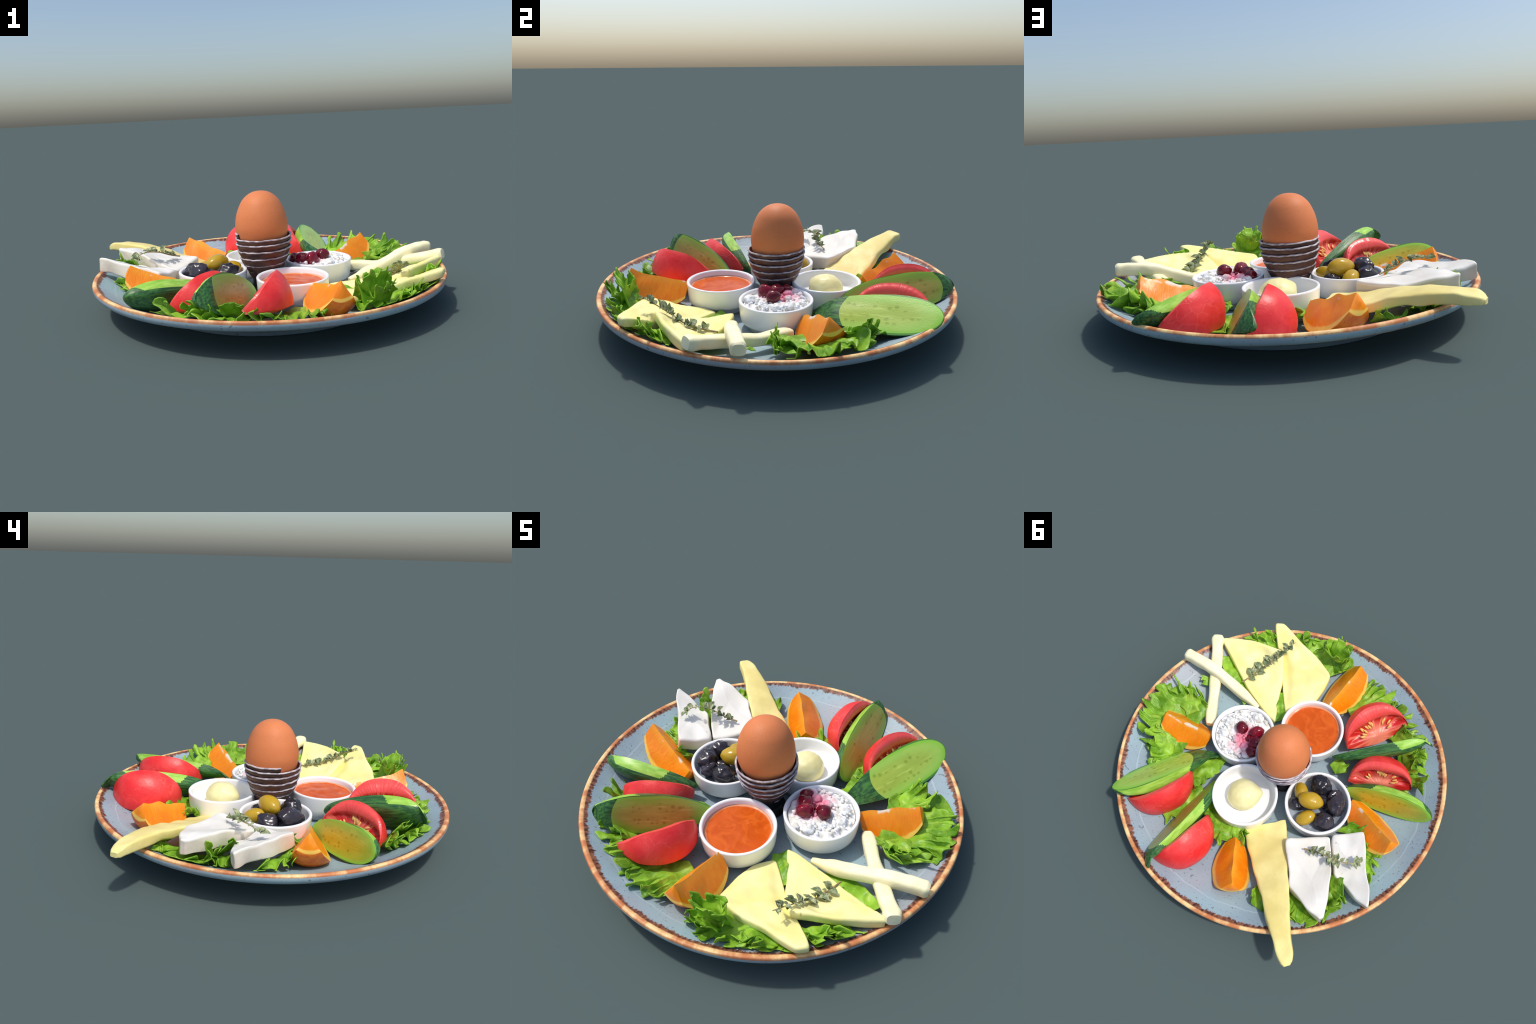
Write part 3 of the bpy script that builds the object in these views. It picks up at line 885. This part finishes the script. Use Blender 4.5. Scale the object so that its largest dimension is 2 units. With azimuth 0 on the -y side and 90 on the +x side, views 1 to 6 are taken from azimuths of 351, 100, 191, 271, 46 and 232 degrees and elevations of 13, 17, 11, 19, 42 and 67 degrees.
# ------------------------------------------------------------------ lettuce
def leaf(inner, outer, amp=0.03, waves=6.0, seed=0.0, belly=0.0, nu=None, nv=26):
    """Frilled leaf between an inner (rib side) and an outer (free edge) curve."""
    length = sum((spline(outer, (i + 1) / 20) - spline(outer, i / 20)).length for i in range(20))
    frills = length / 0.058
    nu = nu or max(60, int(frills * 16))

    def fn(u, v):
        a, b = spline(inner, u), spline(outer, u)
        jag = 1 + 0.10 * nz((u * waves * 1.1, seed, 0), 1) + 0.05 * nz((u * waves * 5, seed, 3), 1)
        w = v * lerp(1, jag, v)
        p = a.lerp(b, w)
        out = (b - a).normalized()
        tan = (spline(outer, min(1, u + 0.02)) - spline(outer, max(0, u - 0.02))).normalized()
        ph = u * waves * 0.72 * TAU + 4.0 * nz((u * waves * 0.55, seed, 1), 1) + seed
        k = amp * (0.15 * v ** 1.5 + 0.85 * v ** 3.5) * (0.8 + 0.9 * nz((u * waves * 0.45, seed, 9), 1))
        k2 = amp * 0.25 * v ** 7
        fp = u * frills * TAU + 3.0 * nz((u * frills * 0.4, seed, 5), 1)
        k3 = min(0.018, amp * 0.6) * smooth(0.45, 1.0, v) * (0.85 + 0.9 * nz((u * frills * 0.5, seed, 6), 1))
        roll = math.sin(ph * 0.61 + seed * 2)
        p = p + Vector((0, 0, 1)) * (k * math.sin(ph) + k2 * math.sin(2.7 * ph + 1.2) + belly * math.sin(v * math.pi))
        p = p + tan * (0.7 * k * math.sin(2 * ph + 0.7) + 0.5 * k2 * math.cos(3.1 * ph))
        p = p + out * (0.8 * k * math.cos(ph * 1.31 + 1.0) + 0.6 * k2 * math.sin(2.3 * ph) - 0.7 * amp * max(0.0, roll) * v ** 6)
        p.z += 0.5 * amp * max(0.0, roll) * v ** 3 + k3 * math.sin(fp)
        p = p + tan * (0.55 * k3 * math.sin(2 * fp + 0.5)) + out * (0.9 * k3 * math.cos(fp * 0.83 + 1.0))
        q = p * 1.0
        p = p + Vector((nz(q, 9, seed), nz(q, 9, seed + 4), 1.6 * nz(q, 9, seed + 8))) * 0.018 + Vector((nz(q, 24, seed + 5), nz(q, 24, seed + 6), 1.6 * nz(q, 24, seed + 3))) * 0.008
        rr = math.hypot(p.x, p.y)
        if rr > 0.93:                                # stay inside the rim
            f = (0.93 + 0.05 * math.tanh((rr - 0.93) / 0.05)) / rr
            p.x, p.y = p.x * f, p.y * f
        p.z = max(p.z, plate_z(p.x, p.y) + 0.006 + 0.004 * v)
        return p

    return Shape().grid(nu, nv, fn)


def build_lettuce():
    leaves = [
        # big leaf under the orange beside the string cheese
        dict(inner=[(0.60, 0.12, 0.11), (0.58, 0.22, 0.12), (0.52, 0.32, 0.12), (0.46, 0.42, 0.11)], outer=[(0.66, 0.09, 0.17), (0.84, 0.13, 0.17), (0.93, 0.27, 0.18), (0.90, 0.41, 0.18), (0.77, 0.49, 0.18), (0.64, 0.56, 0.16), (0.50, 0.63, 0.14)], amp=0.044, waves=11, seed=1.3),
        dict(inner=[(0.64, 0.13, 0.12), (0.66, 0.25, 0.13)], outer=[(0.72, 0.10, 0.19), (0.80, 0.15, 0.20), (0.84, 0.24, 0.17)], amp=0.03, waves=4, seed=5.1),
        dict(inner=[(0.56, 0.38, 0.12), (0.50, 0.46, 0.12)], outer=[(0.70, 0.47, 0.20), (0.62, 0.54, 0.20), (0.53, 0.59, 0.17)], amp=0.03, waves=5, seed=7.7),
        # flat leaf between sticks and slices
        dict(inner=[(0.86, -0.17, 0.17), (0.70, -0.12, 0.13), (0.52, -0.10, 0.10)], outer=[(0.84, -0.26, 0.14), (0.70, -0.25, 0.085), (0.54, -0.20, 0.06)], amp=0.008, waves=3, seed=2.2),
        dict(inner=[(0.30, -0.18, 0.085), (0.46, -0.30, 0.10)], outer=[(0.26, -0.27, 0.085), (0.42, -0.40, 0.10)], amp=0.008, waves=2, seed=3.2),
        dict(inner=[(0.76, 0.00, 0.12), (0.80, -0.04, 0.13)], outer=[(0.79, 0.03, 0.13), (0.83, 0.00, 0.14)], amp=0.012, waves=2, seed=3.9),
        # frills along the rim under the yellow slices
        dict(inner=[(0.80, -0.34, 0.17), (0.72, -0.46, 0.17), (0.66, -0.52, 0.17)], outer=[(0.88, -0.35, 0.16), (0.83, -0.45, 0.18), (0.78, -0.54, 0.18)], amp=0.034, waves=5, seed=4.4),
        dict(inner=[(0.76, -0.42, 0.15), (0.72, -0.50, 0.15)], outer=[(0.84, -0.45, 0.225), (0.80, -0.51, 0.23), (0.75, -0.54, 0.21)], amp=0.026, waves=3, seed=14.4),
        dict(inner=[(0.74, -0.56, 0.15), (0.60, -0.62, 0.16), (0.44, -0.64, 0.15), (0.32, -0.66, 0.13)], outer=[(0.79, -0.60, 0.16), (0.66, -0.70, 0.15), (0.52, -0.78, 0.15), (0.40, -0.84, 0.155), (0.27, -0.79, 0.15)], amp=0.030, waves=10, seed=6.2),
        dict(inner=[(0.66, -0.60, 0.17), (0.52, -0.65, 0.16)], outer=[(0.67, -0.66, 0.18), (0.59, -0.72, 0.185), (0.51, -0.75, 0.19)], amp=0.03, waves=5, seed=8.2),
        # tall curled tuft
        dict(inner=[(0.46, -0.68, 0.12), (0.40, -0.71, 0.12), (0.33, -0.70, 0.12)], outer=[(0.47, -0.74, 0.25), (0.42, -0.79, 0.318), (0.36, -0.81, 0.320), (0.29, -0.79, 0.288), (0.27, -0.74, 0.24)], amp=0.024, waves=4, seed=9.5),
        dict(inner=[(0.44, -0.74, 0.13), (0.36, -0.76, 0.13)], outer=[(0.47, -0.82, 0.25), (0.40, -0.86, 0.27), (0.31, -0.83, 0.25)], amp=0.024, waves=4, seed=10.5),
        dict(inner=[(0.33, -0.76, 0.14), (0.39, -0.75, 0.14), (0.44, -0.76, 0.14)], outer=[(0.27, -0.77, 0.27), (0.33, -0.72, 0.275), (0.41, -0.70, 0.28), (0.47, -0.75, 0.26)], amp=0.024, waves=4, seed=24.5),
        # leaf beneath the tomato nearest the jam
        dict(inner=[(0.13, -0.62, 0.10), (0.02, -0.60, 0.10), (-0.10, -0.64, 0.10)], outer=[(0.15, -0.80, 0.14), (0.06, -0.86, 0.155), (-0.05, -0.87, 0.16), (-0.14, -0.87, 0.16), (-0.23, -0.83, 0.16)], amp=0.026, waves=9, seed=11.3),
        # frill behind the right cucumbers
        dict(inner=[(-0.16, -0.66, 0.11), (-0.30, -0.66, 0.11), (-0.42, -0.60, 0.11), (-0.52, -0.50, 0.11)], outer=[(-0.20, -0.80, 0.16), (-0.32, -0.83, 0.16), (-0.43, -0.78, 0.16), (-0.53, -0.70, 0.16), (-0.60, -0.60, 0.16), (-0.65, -0.49, 0.14)], amp=0.034, waves=11, seed=12.7),
        dict(inner=[(-0.26, -0.68, 0.12), (-0.48, -0.58, 0.12)], outer=[(-0.26, -0.78, 0.20), (-0.42, -0.73, 0.20), (-0.55, -0.62, 0.20)], amp=0.03, waves=7, seed=13.7),
        dict(inner=[(-0.15, -0.28, 0.09), (-0.22, -0.26, 0.09)], outer=[(-0.16, -0.37, 0.13), (-0.27, -0.33, 0.13)], amp=0.018, waves=3, seed=15.0),
        # under the white cheese
        dict(inner=[(-0.62, 0.18, 0.10), (-0.66, 0.28, 0.10), (-0.60, 0.38, 0.10)], outer=[(-0.77, 0.14, 0.17), (-0.85, 0.22, 0.17), (-0.86, 0.31, 0.17), (-0.85, 0.42, 0.16), (-0.79, 0.52, 0.16), (-0.70, 0.56, 0.15)], amp=0.036, waves=10, seed=16.1),
        dict(inner=[(-0.68, 0.20, 0.14), (-0.74, 0.26, 0.14)], outer=[(-0.78, 0.17, 0.24), (-0.84, 0.24, 0.23), (-0.84, 0.30, 0.21)], amp=0.03, waves=4, seed=17.1),
        dict(inner=[(-0.46, 0.52, 0.10), (-0.54, 0.54, 0.10)], outer=[(-0.50, 0.60, 0.14), (-0.56, 0.64, 0.15), (-0.64, 0.61, 0.15)], amp=0.024, waves=4, seed=18.3),
        dict(inner=[(-0.60, -0.08, 0.11), (-0.74, 0.04, 0.11)], outer=[(-0.62, -0.14, 0.15), (-0.74, -0.10, 0.15), (-0.83, -0.03, 0.15), (-0.86, 0.06, 0.15)], amp=0.03, waves=7, seed=19.3),
        dict(inner=[(-0.50, -0.02, 0.10), (-0.58, -0.06, 0.12)], outer=[(-0.54, -0.12, 0.15), (-0.62, -0.15, 0.16), (-0.67, -0.12, 0.15)], amp=0.018, waves=3, seed=20.3),
        # beside the butter
        dict(inner=[(0.10, 0.44, 0.09), (-0.02, 0.44, 0.09), (-0.12, 0.40, 0.09)], outer=[(0.06, 0.56, 0.13), (-0.06, 0.58, 0.14), (-0.16, 0.57, 0.14), (-0.22, 0.47, 0.14), (-0.20, 0.40, 0.12)], amp=0.028, waves=8, seed=21.9),
        # flat leaves between the left cucumbers
        dict(inner=[(0.36, 0.22, 0.10), (0.36, 0.34, 0.11), (0.38, 0.46, 0.10)], outer=[(0.24, 0.24, 0.10), (0.22, 0.40, 0.13), (0.22, 0.52, 0.11)], amp=0.014, waves=3, seed=22.4),
        dict(inner=[(0.24, 0.44, 0.09), (0.22, 0.58, 0.09), (0.24, 0.72, 0.10)], outer=[(0.14, 0.46, 0.10), (0.14, 0.62, 0.10), (0.14, 0.76, 0.11)], amp=0.016, waves=4, seed=23.4),
    ]
    for k, d in enumerate(leaves):
        ob = place("lettuce_leaf", leaf(**d).mesh("lettuce_leaf", [M_LETTUCE], None, 0), None, None, "frilly bright green lettuce leaf", "lettuce")
        mod = ob.modifiers.new("thickness", "SOLIDIFY")
        mod.thickness, mod.offset = 0.004, 0.0


# ------------------------------------------------------------------ thyme
def build_thyme():
    s = Shape()
    s.grid(8, 6, lambda u, v: (u, (v - 0.5) * 0.62 * math.sin(math.pi * u ** 0.75) , 0.22 * abs(v - 0.5) * 2 * math.sin(math.pi * u) + 0.08 * math.sin(math.pi * u)))
    s.grid(8, 6, lambda u, v: (u, (v - 0.5) * 0.62 * math.sin(math.pi * u ** 0.75), 0.22 * abs(v - 0.5) * 2 * math.sin(math.pi * u) + 0.08 * math.sin(math.pi * u) - 0.07 * math.sin(math.pi * u) * (1 - abs(2 * v - 1))))
    leaf_me = s.mesh("thyme_leaf", [M_THYME], 60, 1e-4)
    specs = [([(0.640, -0.180, 0.140), (0.636, -0.255, 0.148), (0.630, -0.345, 0.168), (0.618, -0.420, 0.208), (0.604, -0.510, 0.252), (0.592, -0.582, 0.280)], 54, 0.048, 3, (0.16, 0.98)),
             ([(-0.500, 0.226, 0.242), (-0.556, 0.190, 0.262), (-0.622, 0.160, 0.290), (-0.690, 0.128, 0.302), (-0.735, 0.085, 0.296), (-0.750, 0.050, 0.276)], 48, 0.046, 9, (0.08, 1.0))]
    for path, count, size, seed, (u0, u1) in specs:
        rng = random.Random(seed)
        root = empty("thyme_sprig", path[0], "dried green thyme sprig with tiny folded leaves", "herb")
        inv = Matrix.Translation(-Vector(path[0]))
        st = tube(path, lambda u: 0.0048 * (1 - 0.55 * u), 7, 40).move(lambda v: inv @ v)
        place("stem", st.mesh("stem", [M_STEM]), None, root)
        for k in range(count):
            u = min(1, max(0, lerp(u0, u1, (k // 3 + 0.5) / (count / 3)) + rng.uniform(-0.035, 0.035)))
            if nz((u * 11, seed, 0), 1) < -0.08 and k % 3 or seed == 9 and 0.56 < u < 0.80 and k % 3:
                continue
            p = inv @ spline(path, u)
            t = (spline(path, min(1, u + 0.03)) - spline(path, max(0, u - 0.03))).normalized()
            az = rng.uniform(0, TAU) if k % 3 == 2 else (k % 2) * math.pi + rng.uniform(-0.5, 0.5)
            side = t.cross(Vector((0, 0, 1))).normalized()
            up = side.cross(t)
            d = t * rng.uniform(-0.3, 1.2) + side * math.cos(az) + up * (abs(math.sin(az)) * 0.5 + rng.uniform(-0.1, 0.3))
            q = size * rng.uniform(0.5, 1.3) * (1.15 - 0.35 * u)
            m = frame(p, d, up + side * rng.uniform(-0.6, 0.6), (q, q, q))
            place("thyme_leaf", leaf_me, m, root)


build_plate()
build_egg()
build_cup()
build_ramekins()
build_fillings()
build_oranges()
build_tomatoes()
build_cucumbers()
build_cheeses()
build_lettuce()
build_thyme()
